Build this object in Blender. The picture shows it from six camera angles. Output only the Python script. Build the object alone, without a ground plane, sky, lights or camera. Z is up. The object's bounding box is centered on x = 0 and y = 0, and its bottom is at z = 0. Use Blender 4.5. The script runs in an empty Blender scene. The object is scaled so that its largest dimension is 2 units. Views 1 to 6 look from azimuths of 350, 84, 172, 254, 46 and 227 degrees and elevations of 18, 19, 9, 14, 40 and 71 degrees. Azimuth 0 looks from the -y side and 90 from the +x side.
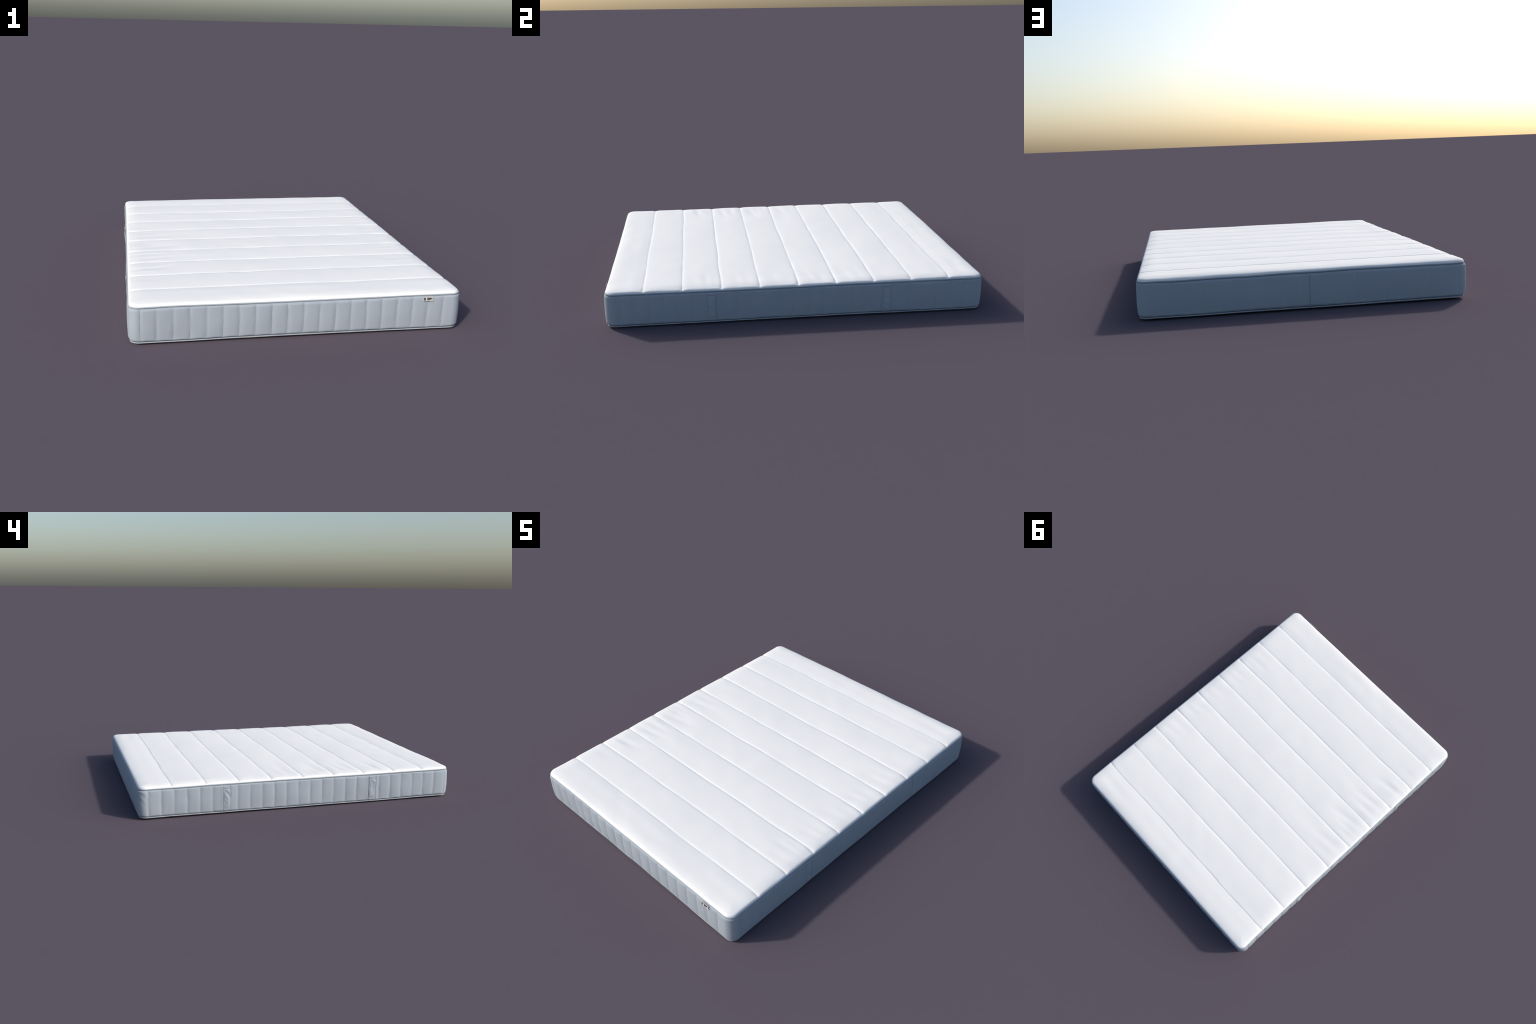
"""Quilted mattress: white knitted top and bottom panels, grey ribbed side band,
piping cords, four strap handles and a small sewn-in label."""
import bpy, math
import numpy as np

# ------------------------------------------------------------------ sizes (m)
HALF_X, HALF_Y = 0.7925, 0.9945      # plane of the side band
CORNER_R = 0.050                   # plan radius of the corners
Z_TOP_SEAM, Z_BOTTOM_SEAM = 0.1770, 0.0140
Z_TOP = 0.1985                     # crown of the quilted panel
PANEL_INSET = 0.0050
SEAMS = [-0.796 + 0.1995 * i for i in range(9)]      # cross seams of the panels
RIB_STEP = 0.0755


# ------------------------------------------------------------------ noise
def lattice(ix, iy, seed):
    h = np.sin(ix * 127.1 + iy * 311.7 + seed * 74.7) * 43758.5453
    return (h - np.floor(h)) * 2 - 1


def noise(x, y=0.0, seed=0):
    """smooth value noise in -1..1, unit lattice"""
    x, y = np.broadcast_arrays(np.asarray(x, float), np.asarray(y, float))
    ix, iy = np.floor(x), np.floor(y)
    fx, fy = x - ix, y - iy
    fx, fy = fx * fx * fx * (fx * (fx * 6 - 15) + 10), fy * fy * fy * (fy * (fy * 6 - 15) + 10)
    a, b = lattice(ix, iy, seed), lattice(ix + 1, iy, seed)
    c, d = lattice(ix, iy + 1, seed), lattice(ix + 1, iy + 1, seed)
    return (a + (b - a) * fx) * (1 - fy) + (c + (d - c) * fx) * fy


def ring_noise(s, scale, y, seed):
    """value noise along the perimeter that closes on itself"""
    n = round(PERIMETER / scale)
    u, y = np.broadcast_arrays(np.asarray(s, float) % PERIMETER / PERIMETER * n, np.asarray(y, float))
    iu, iy = np.floor(u), np.floor(y)
    fu, fy = u - iu, y - iy
    fu, fy = fu * fu * fu * (fu * (fu * 6 - 15) + 10), fy * fy * fy * (fy * (fy * 6 - 15) + 10)
    i0, i1 = iu % n, (iu + 1) % n
    a, b = lattice(i0, iy, seed), lattice(i1, iy, seed)
    c, d = lattice(i0, iy + 1, seed), lattice(i1, iy + 1, seed)
    return (a + (b - a) * fu) * (1 - fy) + (c + (d - c) * fu) * fy


def smooth(a, b, x):
    t = np.clip((x - a) / (b - a), 0, 1)
    return t * t * (3 - 2 * t)


# ------------------------------------------------------------------ outline
# perimeter walked anticlockwise from the left end of the front (-y) side
LX, LY, LC = 2 * (HALF_X - CORNER_R), 2 * (HALF_Y - CORNER_R), math.pi / 2 * CORNER_R
PERIMETER = 2 * (LX + LY) + 4 * LC
START = {"front": 0.0, "right": LX + LC, "back": LX + LY + 2 * LC, "left": 2 * LX + LY + 3 * LC}


def s_of(side, c):
    """perimeter coordinate of the point with side coordinate c (x or y)"""
    return START[side] + {"front": c + LX / 2, "right": c + LY / 2,
                          "back": LX / 2 - c, "left": LY / 2 - c}[side]


def front_bow(x):
    """the front side is drawn in a little along its middle"""
    return 0.0025 + 0.0015 * smooth(HALF_X - 0.05, HALF_X - 0.40, np.abs(x))


def corner_push(x, y):
    """the back left corner stands out a little"""
    return -0.005 * np.exp(-((x + HALF_X) ** 2 + (y - HALF_Y) ** 2) / 0.10 ** 2)


def outline(s):
    """point and outward normal of the side plane at perimeter coordinate s"""
    s = np.asarray(s, float) % PERIMETER
    px, py, nx, ny = (np.zeros_like(s) for _ in range(4))
    ax, ay, r = HALF_X - CORNER_R, HALF_Y - CORNER_R, CORNER_R
    sides = [((-ax, -HALF_Y), (1, 0), (0, -1), LX, (ax, -ay), -90),
             ((HALF_X, -ay), (0, 1), (1, 0), LY, (ax, ay), 0),
             ((ax, HALF_Y), (-1, 0), (0, 1), LX, (-ax, ay), 90),
             ((-HALF_X, ay), (0, -1), (-1, 0), LY, (-ax, -ay), 180)]
    s0 = 0.0
    for origin, run, nor, length, centre, a0 in sides:
        m = (s >= s0) & (s < s0 + length)
        t = s[m] - s0
        px[m], py[m] = origin[0] + run[0] * t, origin[1] + run[1] * t
        nx[m], ny[m] = nor
        s0 += length
        m = (s >= s0) & (s < s0 + LC)
        a = np.radians(a0) + (s[m] - s0) / r
        nx[m], ny[m] = np.cos(a), np.sin(a)
        px[m], py[m] = centre[0] + r * np.cos(a), centre[1] + r * np.sin(a)
        s0 += LC
    py = py + front_bow(px) * np.maximum(-ny, 0)
    px = px + corner_push(px, py)
    return px, py, nx, ny


def edge_distance(x, y, inset):
    """distance inward from the rounded-rectangle outline"""
    qx = np.abs(x) - (HALF_X - CORNER_R)
    qy = np.abs(y) - (HALF_Y - CORNER_R)
    out = np.hypot(np.maximum(qx, 0), np.maximum(qy, 0)) + np.minimum(np.maximum(qx, qy), 0)
    return CORNER_R - inset - out


def top_seam_z(s):
    k = 2 * math.pi / PERIMETER
    return Z_TOP_SEAM + 0.0012 * np.sin(k * s * 5 + 1) + 0.0016 * ring_noise(s, 0.16, 3.5, 11) * 1.0


def bottom_seam_z(s):
    k = 2 * math.pi / PERIMETER
    return Z_BOTTOM_SEAM + 0.0014 * np.sin(k * s * 3 + 0.6) + 0.002 * ring_noise(s, 0.22, 7.5, 12)


def perimeter_coordinate(x, y):
    """nearest perimeter coordinate of an interior point (for blending seam heights)"""
    ax, ay = HALF_X - CORNER_R, HALF_Y - CORNER_R
    dx, dy = HALF_X - np.abs(x), HALF_Y - np.abs(y)
    cx, cy = np.clip(x, -ax, ax), np.clip(y, -ay, ay)
    on_end = dy < dx
    s = np.where(on_end, np.where(y < 0, START["front"] + cx + ax, START["back"] + ax - cx),
                 np.where(x > 0, START["right"] + cy + ay, START["left"] + ay - cy))
    corner = (np.abs(x) > ax) & (np.abs(y) > ay)
    ang = np.arctan2(np.abs(y) - ay, np.abs(x) - ax)          # 0 at x side, 90 at y side
    f = ang * CORNER_R
    sc = np.where(y < 0, np.where(x > 0, START["right"] - f, PERIMETER - LC + f),
                  np.where(x > 0, START["back"] - LC + f, START["left"] - f))
    return np.where(corner, sc, s)


# ------------------------------------------------------------------ mesh helpers
def make_mesh(name, verts, faces, mat, parent=None, smooth_shade=True):
    me = bpy.data.meshes.new(name)
    verts = np.asarray(verts, np.float32).reshape(-1, 3)
    faces = np.asarray(faces, np.int32).reshape(-1, 4)
    me.vertices.add(len(verts))
    me.vertices.foreach_set("co", verts.ravel())
    me.loops.add(faces.size)
    me.loops.foreach_set("vertex_index", faces.ravel())
    me.polygons.add(len(faces))
    me.polygons.foreach_set("loop_start", np.arange(0, faces.size, 4, dtype=np.int32))
    me.update(calc_edges=True)
    me.validate()
    me.polygons.foreach_set("use_smooth", np.full(len(me.polygons), smooth_shade))
    me.materials.append(mat)
    ob = bpy.data.objects.new(name, me)
    bpy.context.scene.collection.objects.link(ob)
    if parent is not None:
        ob.parent = parent
    return ob


def grid_faces(nu, nv, wrap_u=False, wrap_v=False):
    """quads of a grid whose vertex index is v*nu+u"""
    u = np.arange(nu if wrap_u else nu - 1)
    v = np.arange(nv if wrap_v else nv - 1)
    U, V = np.meshgrid(u, v)
    U2, V2 = (U + 1) % nu, (V + 1) % nv
    return np.stack([V * nu + U, V * nu + U2, V2 * nu + U2, V2 * nu + U], -1).reshape(-1, 4)


# ------------------------------------------------------------------ materials
def node_material(name):
    m = bpy.data.materials.new(name)
    m.use_nodes = True
    nt = m.node_tree
    return m, nt, nt.nodes["Principled BSDF"]


def fabric(name, colour, contrast, weave, bump, stretch, rough=0.92):
    """knitted cloth: base colour, faint cloudy variation, fine stretched grain"""
    m, nt, bsdf = node_material(name)
    N, L = nt.nodes.new, nt.links.new
    co = N("ShaderNodeTexCoord")
    mp = N("ShaderNodeMapping")
    mp.inputs["Scale"].default_value = stretch
    L(co.outputs["Object"], mp.inputs["Vector"])
    grain = N("ShaderNodeTexNoise")
    grain.inputs["Scale"].default_value = weave
    grain.inputs["Detail"].default_value = 3
    L(mp.outputs["Vector"], grain.inputs["Vector"])
    cloud = N("ShaderNodeTexNoise")
    cloud.inputs["Scale"].default_value = 7
    cloud.inputs["Detail"].default_value = 4
    L(co.outputs["Object"], cloud.inputs["Vector"])
    mix = N("ShaderNodeMath")
    mix.operation = "MULTIPLY_ADD"
    mix.inputs[1].default_value = 0.5
    L(grain.outputs["Fac"], mix.inputs[0])
    half = N("ShaderNodeMath")
    half.operation = "MULTIPLY"
    half.inputs[1].default_value = 0.5
    L(cloud.outputs["Fac"], half.inputs[0])
    L(half.outputs[0], mix.inputs[2])
    ramp = N("ShaderNodeValToRGB")
    ramp.color_ramp.elements[0].position = 0.3
    ramp.color_ramp.elements[1].position = 0.7
    ramp.color_ramp.elements[0].color = [c * (1 - contrast) for c in colour] + [1]
    ramp.color_ramp.elements[1].color = [min(1, c * (1 + contrast)) for c in colour] + [1]
    L(mix.outputs[0], ramp.inputs["Fac"])
    L(ramp.outputs["Color"], bsdf.inputs["Base Color"])
    bp = N("ShaderNodeBump")
    bp.inputs["Strength"].default_value = bump
    bp.inputs["Distance"].default_value = 0.0008
    L(grain.outputs["Fac"], bp.inputs["Height"])
    L(bp.outputs["Normal"], bsdf.inputs["Normal"])
    bsdf.inputs["Roughness"].default_value = rough
    bsdf.inputs["Specular IOR Level"].default_value = 0.15
    return m


WHITE = fabric("white_knit", (0.834, 0.834, 0.815), 0.010, 300, 0.12, (0.4, 1, 1))
GREY = fabric("grey_knit", (0.335, 0.381, 0.433), 0.03, 260, 0.25, (0.5, 0.5, 2.5))
CORD = fabric("grey_cord", (0.340, 0.386, 0.438), 0.03, 300, 0.2, (1, 1, 1))
STRAP = fabric("grey_webbing", (0.345, 0.392, 0.445), 0.03, 300, 0.3, (1, 1, 2))
PAPER = fabric("label_cloth", (0.50, 0.50, 0.49), 0.03, 500, 0.2, (1, 1, 1))
INK = fabric("dark_ink", (0.07, 0.07, 0.066), 0.05, 500, 0.1, (1, 1, 1))
THREAD = fabric("pale_thread", (0.52, 0.565, 0.61), 0.08, 500, 0.1, (1, 1, 1))

# ------------------------------------------------------------------ root
root = bpy.data.objects.new("mattress", None)
bpy.context.scene.collection.objects.link(root)
root["label"] = "white quilted mattress with grey ribbed side band"
root["category"] = "mattress"


# ------------------------------------------------------------------ quilted panels
def stations(half, fine_at, step, edge_span):
    """grid stations over -half..half: even steps, crowded at the rim and at seams"""
    st = list(np.arange(-half, half, step)) + [half]
    t = np.linspace(0, 1, 22)
    rim = edge_span * t ** 2.0
    st += list(half - rim) + list(-half + rim)
    for c in fine_at:
        st += [c + o for o in (-0.014, -0.010, -0.007, -0.0048, -0.003, -0.0015, 0,
                               0.0015, 0.003, 0.0048, 0.007, 0.010, 0.014)]
    st = np.array(sorted(v for v in st if -half <= v <= half))
    keep = np.concatenate([[True], np.diff(st) > 4e-4])
    st = st[keep]
    st[-1] = half
    return st


# puckers beside the long edges: side, y, distance of the middle from the edge,
# half length, half width, slant (dy per dx), depth
PUCKERS = [
    (-1, -0.50, 0.12, 0.075, 0.011, 0.16, 0.0034), (-1, -0.535, 0.09, 0.06, 0.010, 0.05, -0.0014),
    (-1, -0.33, 0.15, 0.09, 0.012, 0.14, 0.0034), (-1, -0.27, 0.13, 0.08, 0.011, 0.05, 0.0022),
    (-1, -0.235, 0.11, 0.07, 0.010, 0.00, -0.0014),
    (-1, -0.13, 0.16, 0.10, 0.014, 0.18, 0.0040), (-1, -0.085, 0.13, 0.08, 0.011, 0.05, 0.0024),
    (-1, -0.045, 0.09, 0.06, 0.010, 0.02, 0.0020),
    (-1, 0.075, 0.15, 0.09, 0.013, 0.12, 0.0026), (-1, 0.14, 0.12, 0.07, 0.010, 0.04, 0.0012),
    (-1, -0.665, 0.10, 0.06, 0.012, 0.03, 0.0008),
    (1, -0.54, 0.10, 0.06, 0.013, -0.10, 0.0016), (1, -0.47, 0.13, 0.07, 0.010, -0.08, 0.0022),
    (1, -0.43, 0.10, 0.06, 0.010, -0.05, 0.0016),
    (1, -0.31, 0.10, 0.07, 0.012, -0.16, 0.0020), (1, -0.26, 0.09, 0.06, 0.012, -0.1, 0.0016),
    (1, -0.115, 0.10, 0.08, 0.018, -0.25, 0.0026), (1, -0.05, 0.07, 0.05, 0.011, -0.1, 0.0014),
    (1, 0.07, 0.10, 0.07, 0.014, -0.22, 0.0026), (1, 0.13, 0.08, 0.06, 0.012, -0.1, 0.0018),
    (1, 0.27, 0.09, 0.07, 0.014, -0.15, 0.0020), (1, 0.33, 0.12, 0.06, 0.012, -0.1, 0.0016),
    (1, 0.47, 0.12, 0.09, 0.020, -0.10, 0.0012), (1, 0.68, 0.10, 0.08, 0.020, -0.1, 0.0012),
    (1, 0.89, 0.14, 0.10, 0.018, 0.1, 0.0014), (-1, 0.30, 0.14, 0.10, 0.02, 0.1, 0.0010),
]


def panel_relief(x, y, d):
    """quilting, puckers and slack of the cover, in metres of height"""
    h = np.zeros_like(x)
    rim = smooth(0.0, 0.05, d)
    # pillows between the cross seams
    lines = np.array([-HALF_Y - 0.02] + SEAMS + [HALF_Y + 0.02])
    wob = 0.0024 * noise(x / 0.22, y / 0.2, 5) + 0.0004 * noise(x / 0.06, y / 0.2, 6)
    yy = y + wob
    i = np.clip(np.searchsorted(lines, yy) - 1, 0, len(lines) - 2)
    f = np.clip((yy - lines[i]) / (lines[i + 1] - lines[i]), 0, 1)
    ends = (i == 0) | (i == len(lines) - 2)
    puff = (4 * f * (1 - f)) ** 0.8
    # the end strips rise from their seam to the rim; the back one starts lower
    # than its neighbour, so that its seam is a small step
    puff = np.where(ends, 0.9 * smooth(0, 0.06, np.where(i == 0, SEAMS[0] - yy, yy - SEAMS[-1])), puff)
    puff = np.where(i == len(lines) - 3, np.maximum(puff, 0.62 * smooth(0.55, 0.9, f)), puff)
    h += 0.0026 * puff * (0.7 + 0.3 * rim)
    # sharp stitched groove
    q = np.min(np.abs(yy[..., None] - np.array(SEAMS)), axis=-1)
    depth = 0.0017 * (1 + 0.45 * noise(x / 0.10, np.round(y / 0.2), 8))
    depth *= 1 + 0.3 * smooth(0.20, 0.03, d) * (np.abs(y) < 0.9)
    depth = np.where(i >= len(lines) - 3, depth * 0.75, depth)
    h -= depth * np.exp(-(q / 0.0066) ** 1.3)
    # puckers
    for side, py, off, hl, hw, slant, dep in PUCKERS:
        dx = x - side * (HALF_X - off)
        dy = y - py - slant * dx * side * -1
        h -= dep * np.exp(-(dx / (hl * 1.15)) ** 2 - (dy / (hw * 1.9)) ** 2)
    # slack: soft waves, drawn out along x near the long edges
    near = smooth(0.30, 0.04, HALF_X - np.abs(x)) * smooth(0.0, 0.03, d)
    h += 0.0005 * near * noise(x / 0.20, y / 0.050, 21) * (0.4 + 0.6 * smooth(0.7, 0.2, np.abs(y + 0.1)))
    h += 0.0016 * noise(x / 0.33, y / 0.21, 22) * rim
    h += 0.0007 * noise(x / 0.09, y / 0.07, 23) * rim
    return h


def quilted_panel(name, up):
    B = HALF_Y - PANEL_INSET
    A = HALF_X - PANEL_INSET
    r = CORNER_R - PANEL_INSET
    ys = stations(B, SEAMS, 0.009, 0.075)
    xs = stations(A, [], 0.011, 0.075) / A
    Y, U = np.meshgrid(ys, xs, indexing="ij")
    over = np.maximum(np.abs(Y) - (B - r), 0)
    X = U * (A - r + np.sqrt(np.maximum(r * r - over * over, 0)))
    d = np.maximum(edge_distance(X, Y, PANEL_INSET), 0)
    s = perimeter_coordinate(X, Y)
    if up:
        zs = top_seam_z(s) + 0.0045
        h = panel_relief(X, Y, d)
        # steep lip above the cord, then a gentle slope up to the flat; the lip
        # is drawn down where a cross seam reaches the edge
        q = np.min(np.abs(Y[..., None] - np.array(SEAMS)), axis=-1)
        lip_h = 0.0105 * (1 - 0.42 * np.exp(-(q / 0.014) ** 1.5)) * (1 + 0.18 * ring_noise(s, 0.08, 0.5, 51))
        lip = lip_h * (1 - (1 - np.clip(d / 0.012, 0, 1)) ** 2.6) ** (1 / 2.0)
        slope = 1 - (1 - np.clip(d / 0.080, 0, 1)) ** 2.2
        prof = slope
        z = zs + lip + (Z_TOP - zs - lip) * slope + h * smooth(0.0, 0.02, d)
        z += 0.0012 * (Y / HALF_Y) * prof
    else:
        zs = bottom_seam_z(s) - 0.0040
        prof = (1 - (1 - np.clip(d / 0.06, 0, 1)) ** 2.0) ** 0.5
        h = panel_relief(-X, Y, d)
        z = zs * (1 - prof) + (0.0035 - h) * prof
        z = np.maximum(z, 0.0)
    Yb = Y + front_bow(X) * smooth(-B + 0.30, -B, Y)
    verts = np.stack([X + corner_push(X, Y), Yb, z], -1)
    faces = grid_faces(len(xs), len(ys))
    if not up:
        faces = faces[:, ::-1]
    return make_mesh(name, verts, faces, WHITE, root)


quilted_panel("top_panel", True)
quilted_panel("bottom_panel", False)

# ------------------------------------------------------------------ side band
HANDLES = {"left": (0.4745, -0.4565), "right": (-0.450, 0.4685)}
HANDLE_W = 0.050
JOINS = [s_of("back", -0.013), s_of("left", 0.500), s_of("left", -0.430),
         s_of("right", -0.4235), s_of("right", 0.4420)]


def rib_positions():
    out = []
    for k in range(20):
        out.append(s_of("front", -0.742 + 0.0757 * k))
    for k in range(26):
        y = -0.915 + 0.0753 * k
        out.append(s_of("right", y))
    for k in range(10):
        out.append(s_of("back", 0.033 + 0.0755 * k))
        out.append(s_of("back", -0.084 - 0.0728 * k))
    for k in range(26):
        out.append(s_of("left", 0.938 - 0.0757 * k))
    keep = []
    for s in out:
        if all(abs(s - s_of(sd, c)) > 0.038 for sd in HANDLES for c in HANDLES[sd]):
            keep.append(s % PERIMETER)
    return np.array(sorted(keep))


RIBS = rib_positions()
BACK = (START["back"], START["back"] + LX)


def band_offset(s, t):
    """outward relief of the side band at perimeter s, height fraction t"""
    # ends tuck under the cords; the foot is drawn in, the shoulder stands out
    prof = -0.0090 * np.exp(-((1 - t) / 0.024) ** 1.3) - 0.0090 * np.exp(-(t / 0.024) ** 1.3)
    prof += -0.0015 * smooth(0.45, 0.0, t) + 0.0022 * np.sin(np.pi * t)
    w = 0.0022 * ring_noise(s, 0.03, t * 2.2, 31) * 0.6 + 0.0014 * ring_noise(s, 0.012, t * 9, 32)
    ss = s + w
    i = np.searchsorted(RIBS, ss % PERIMETER)
    n = len(RIBS)
    right = RIBS[i % n] + np.where(i >= n, PERIMETER, 0)
    left = RIBS[(i - 1) % n] - np.where(i == 0, PERIMETER, 0)
    sm = ss % PERIMETER
    q = np.minimum(sm - left, right - sm)
    which = np.where(sm - left < right - sm, left, right)
    strength = 1 + 0.55 * noise(which * 37.3, t * 2.0, 33)
    on_back = (sm > BACK[0]) & (sm < BACK[1])
    strength = np.where(on_back, strength * 0.45, strength)
    fade = smooth(0, 0.08, t) * smooth(1, 0.94, t)
    groove = -0.0023 * strength * np.exp(-(q / 0.0098) ** 1.45)
    groove += 0.0012 * np.sin(np.pi * np.clip(q / (RIB_STEP / 2), 0, 1) * 0.5)
    waves = 0.0022 * ring_noise(s, 0.17, t * 1.1, 34) + 0.0006 * ring_noise(s, 0.05, t * 2.6, 35)
    join = np.zeros_like(s)
    for k, j in enumerate(JOINS):
        join -= (0.0026, 0.0035, 0.0035, 0.0013, 0.0013)[k] * np.exp(-(np.abs(s + 0.3 * w - j) / 0.0016) ** 2)
        join += 0.0014 * np.exp(-((np.abs(s - j) - 0.006) / 0.004) ** 2)
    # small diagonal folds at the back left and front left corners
    fold = 0
    for c, a, ln in ((START["left"] - 0.02, 0.9, 1), (START["left"] - LC, -0.5, 0.6)):
        v = s - c
        fold = fold + 0.0007 * ln * np.sin((t * 0.165 + a * v) / 0.0075) * \
            np.exp(-(v / 0.028) ** 2) * smooth(0.35, 0.75, t) * smooth(1.0, 0.9, t)
    return prof + groove * fade + waves * smooth(0, .1, t) * smooth(1, .9, t) + join * fade + fold


def band_stations():
    st = list(np.arange(0, PERIMETER, 0.006))
    fine = (-0.013, -0.009, -0.006, -0.0035, -0.0015, 0, 0.0015, 0.0035, 0.006, 0.009, 0.013)
    for c in RIBS:
        st += [c + o for o in fine]
    for c in JOINS:
        st += [c + o * 0.3 for o in fine]
    for k in range(4):
        a = [LX, LX + LC + LY, 2 * LX + 2 * LC + LY, 2 * LX + 3 * LC + 2 * LY][k]
        st += list(a + np.linspace(0, LC, 40))
    st = np.array(sorted(v % PERIMETER for v in st))
    return st[np.concatenate([[True], np.diff(st) > 3e-4])]


S = band_stations()
rim_t = np.concatenate([[0, .006, .012, .02, .03, .042, .056], np.linspace(.075, .925, 46),
                        [.944, .958, .97, .98, .988, .994, 1]])


def band_point(s, t, extra=0.0):
    s, t = np.broadcast_arrays(np.asarray(s, float), np.asarray(t, float))
    px, py, nx, ny = outline(s)
    zb, zt = bottom_seam_z(s % PERIMETER), top_seam_z(s % PERIMETER)
    o = band_offset(s % PERIMETER, t) + extra
    return np.stack([px + nx * o, py + ny * o, zb + (zt - zb) * t], -1)


SG, TG = np.meshgrid(S, rim_t)
make_mesh("side_band", band_point(SG, TG), grid_faces(len(S), len(rim_t), wrap_u=True), GREY, root)


# ------------------------------------------------------------------ rib stitching
def rib_stitches():
    """pale running stitches lying in the grooves of the band"""
    rng = np.random.default_rng(7)
    verts, faces = [], []
    base = np.array([[0, 1, 5, 4], [1, 2, 6, 5], [2, 3, 7, 6], [3, 0, 4, 7], [4, 5, 6, 7], [3, 2, 1, 0]])
    for c in RIBS:
        t0 = np.arange(0.05, 0.945, 0.040) + rng.uniform(-0.004, 0.004)
        t0 = t0[rng.random(len(t0)) > 0.12]
        half_t, half_s = 0.0125, rng.uniform(0.0006, 0.0010)
        for t in t0:
            lean = rng.uniform(-0.0004, 0.0004)
            n = 8 * len(verts)
            # the groove line sits where s + wobble = c
            w = 0.0022 * ring_noise(c, 0.03, t * 2.2, 31) * 0.6 + 0.0014 * ring_noise(c, 0.012, t * 9, 32)
            sc = float(c - w)
            ss = np.array([sc - half_s - lean, sc + half_s - lean, sc + half_s + lean, sc - half_s + lean])
            tt = np.array([t - half_t, t - half_t, t + half_t, t + half_t])
            low, high = band_point(ss, tt, -0.0006), band_point(ss, tt, 0.0007)
            verts.append(np.concatenate([low, high]))
            faces.append(base + n)
    ob = make_mesh("rib_stitches", np.concatenate(verts), np.concatenate(faces), THREAD, root)
    ob["kind"] = "stuff"


rib_stitches()


# ------------------------------------------------------------------ piping cords
def cord(name, zfun, lift, inset, radius, seed):
    st = np.arange(0, PERIMETER, 0.006)
    st = np.linspace(0, PERIMETER, len(st), endpoint=False)
    px, py, nx, ny = outline(st)
    n = 14
    a = np.arange(n) / n * 2 * math.pi
    rad = radius * (1 + 0.12 * ring_noise(st, 0.05, 0.5, seed))
    c = -inset + 0.0016 * ring_noise(st, 0.11, 2.5, seed + 1)
    z0 = zfun(st) + lift
    verts = np.empty((n, len(st), 3))
    for k in range(n):
        o = c + rad * math.cos(a[k])
        verts[k, :, 0] = px + nx * o
        verts[k, :, 1] = py + ny * o
        verts[k, :, 2] = z0 + rad * math.sin(a[k]) * 0.95
    return make_mesh(name, verts, grid_faces(len(st), n, wrap_u=True, wrap_v=True), CORD, root)


cord("piping_cord", top_seam_z, 0.0034, 0.0058, 0.0037, 41)
cord("piping_cord", bottom_seam_z, -0.0030, 0.0078, 0.0031, 45)


# ------------------------------------------------------------------ handles
def ribbon(name, s_mid, width, t0, t1, lift_fun, thick, mat, parent, nt=60, nw=13, seed=0):
    """closed strip lying along the height of the band, rounded edges"""
    t = np.linspace(t0, t1, nt)
    w = np.linspace(-1, 1, nw)
    T, W = np.meshgrid(t, w, indexing="ij")
    wig = 0.0012 * noise(T * 6, 0.5, seed)
    base = s_mid + W * width / 2 + wig
    lift = lift_fun((T - t0) / (t1 - t0), W)
    round_off = (1 - np.abs(W) ** 4)
    px, py, nx, ny = outline(base)
    zb, zt = bottom_seam_z(base % PERIMETER), top_seam_z(base % PERIMETER)
    z = zb + (zt - zb) * T
    under = band_offset(base % PERIMETER, T)
    under = under * 0.25 + band_offset(np.full_like(base, s_mid) % PERIMETER, T) * 0.75
    layers = []
    for sign in (1, -1):
        o = under + lift + sign * thick / 2 * (0.35 + 0.65 * round_off)
        layers.append(np.stack([px + nx * o, py + ny * o, z], -1))
    verts = np.concatenate([l.reshape(-1, 3) for l in layers])
    f = grid_faces(nw, nt)
    n = nw * nt
    faces = [f[:, ::-1], f + n]
    idx = np.arange(n).reshape(nt, nw)
    for a in (idx[:, 0], idx[::-1, -1], idx[-1, :], idx[0, ::-1]):
        faces.append(np.stack([a[:-1], a[:-1] + n, a[1:] + n, a[1:]], -1)[:, ::-1])
    ob = make_mesh(name, verts, np.concatenate(faces), mat, parent)
    return ob


hn = 0
for side, places in HANDLES.items():
    for c in places:
        s0 = s_of(side, c)
        hn += 1
        patch = ribbon("handle", s0, HANDLE_W, 0.02, 0.975, lambda f, w: -0.0006 + 0 * f, 0.0030,
                       GREY, root, seed=50 + hn)
        sd = 60 + hn
        full = (0.0028, 0.0010, 0.0014, 0.0006)[hn - 1]

        def lift(f, w, sd=sd, full=full):
            body = smooth(0.0, 0.12, f) * smooth(1.0, 0.88, f)
            crumple = noise(f * 5.5 + w * 0.8, w * 0.7, sd) * (0.0034 if sd == 61 else 0.0018) * body
            return 0.0010 + full * body * (1 - 0.35 * w * w) + crumple - 0.0008 * np.exp(-((f - .5) / .08) ** 2)
        ribbon("strap", s0 + 0.001, 0.034, 0.115, 0.885, lift, 0.0028, STRAP, patch, seed=70 + hn)
        for f0 in (0.055, 0.945):      # sewn ends of the strap
            ribbon("end_tab", s0 + 0.001, 0.038, f0 - 0.045 if f0 < .5 else f0 - 0.055,
                   f0 + 0.055 if f0 < .5 else f0 + 0.035,
                   lambda f, w: 0.0013 + 0.0006 * np.sin(f * 9 + w * 3), 0.0022, STRAP, patch, nt=14, seed=80 + hn)


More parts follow.
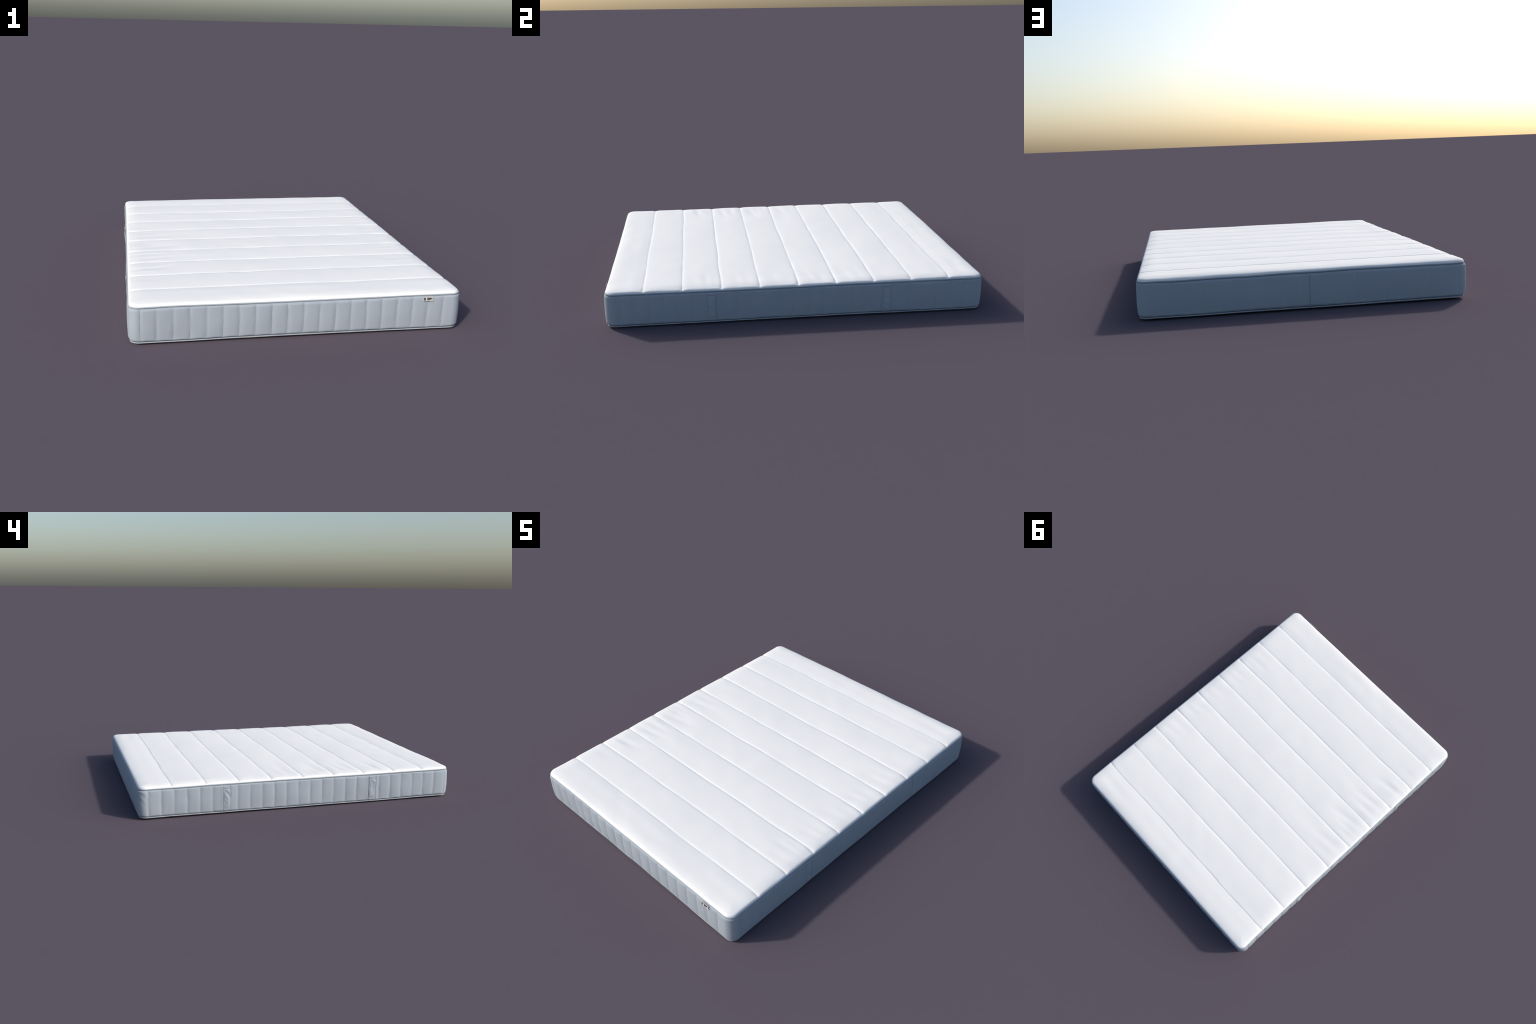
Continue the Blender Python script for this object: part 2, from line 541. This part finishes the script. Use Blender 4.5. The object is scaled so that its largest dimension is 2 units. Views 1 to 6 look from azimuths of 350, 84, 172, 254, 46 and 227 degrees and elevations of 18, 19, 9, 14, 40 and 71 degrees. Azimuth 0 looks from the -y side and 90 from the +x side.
# ------------------------------------------------------------------ label
def small_plate(name, x0, x1, z0, z1, y_front, thick, mat, parent, curl=0.0, nx=15, nz=9):
    """thin cloth tag on the front side, lower edge standing off by curl"""
    U, V = np.meshgrid(np.linspace(0, 1, nx), np.linspace(0, 1, nz))
    X = x0 + (x1 - x0) * U
    Z = z0 + (z1 - z0) * V
    Yf = y_front - curl * (1 - V) ** 1.3 * (0.75 + 0.25 * U)
    fr = np.stack([X, Yf, Z], -1).reshape(-1, 3)
    bk = np.stack([X, Yf + thick, Z], -1).reshape(-1, 3)
    f = grid_faces(nx, nz)
    n = nx * nz
    faces = [f, f[:, ::-1] + n]
    idx = np.arange(n).reshape(nz, nx)
    for a in (idx[:, 0], idx[::-1, -1], idx[-1, :], idx[0, ::-1]):
        faces.append(np.stack([a[:-1], a[:-1] + n, a[1:] + n, a[1:]], -1)[:, ::-1])
    ob = make_mesh(name, np.concatenate([fr, bk]), np.concatenate(faces), mat, parent)
    ob.data.polygons.foreach_set("use_smooth", np.zeros(len(ob.data.polygons), bool))
    return ob


LABEL = (0.5915, 0.6430, 0.1570, 0.1770)
yl = -HALF_Y - 0.0018
label = small_plate("label", *LABEL, yl, 0.0012, PAPER, root, curl=0.0042)


def mark(x0, x1, z0, z1):
    """dark print on the tag, following its lean"""
    lx0, lx1, lz0, lz1 = LABEL
    v = (0.5 * (z0 + z1) - lz0) / (lz1 - lz0)
    ob = small_plate("printed_mark", x0, x1, z0, z1, yl - 0.0004 - 0.0042 * (1 - v) ** 1.3 * 0.95,
                     0.0003, INK, label, curl=0.0042 * (z1 - z0) / (lz1 - lz0) * 0.5, nx=3, nz=3)
    return ob


# square symbol on the left, row of blurred letters on the right
mark(0.5945, 0.6040, 0.1620, 0.1722)
mark(0.5960, 0.6030, 0.1585, 0.1612)
for k, (w, lo, hi) in enumerate([(0.0046, 0.1605, 0.1728), (0.0047, 0.1600, 0.1722), (0.0046, 0.1612, 0.1718),
                                 (0.0042, 0.1630, 0.1714), (0.0042, 0.1636, 0.1710)]):
    mark(0.6120 + 0.0052 * k, 0.6120 + 0.0052 * k + w, lo, hi)
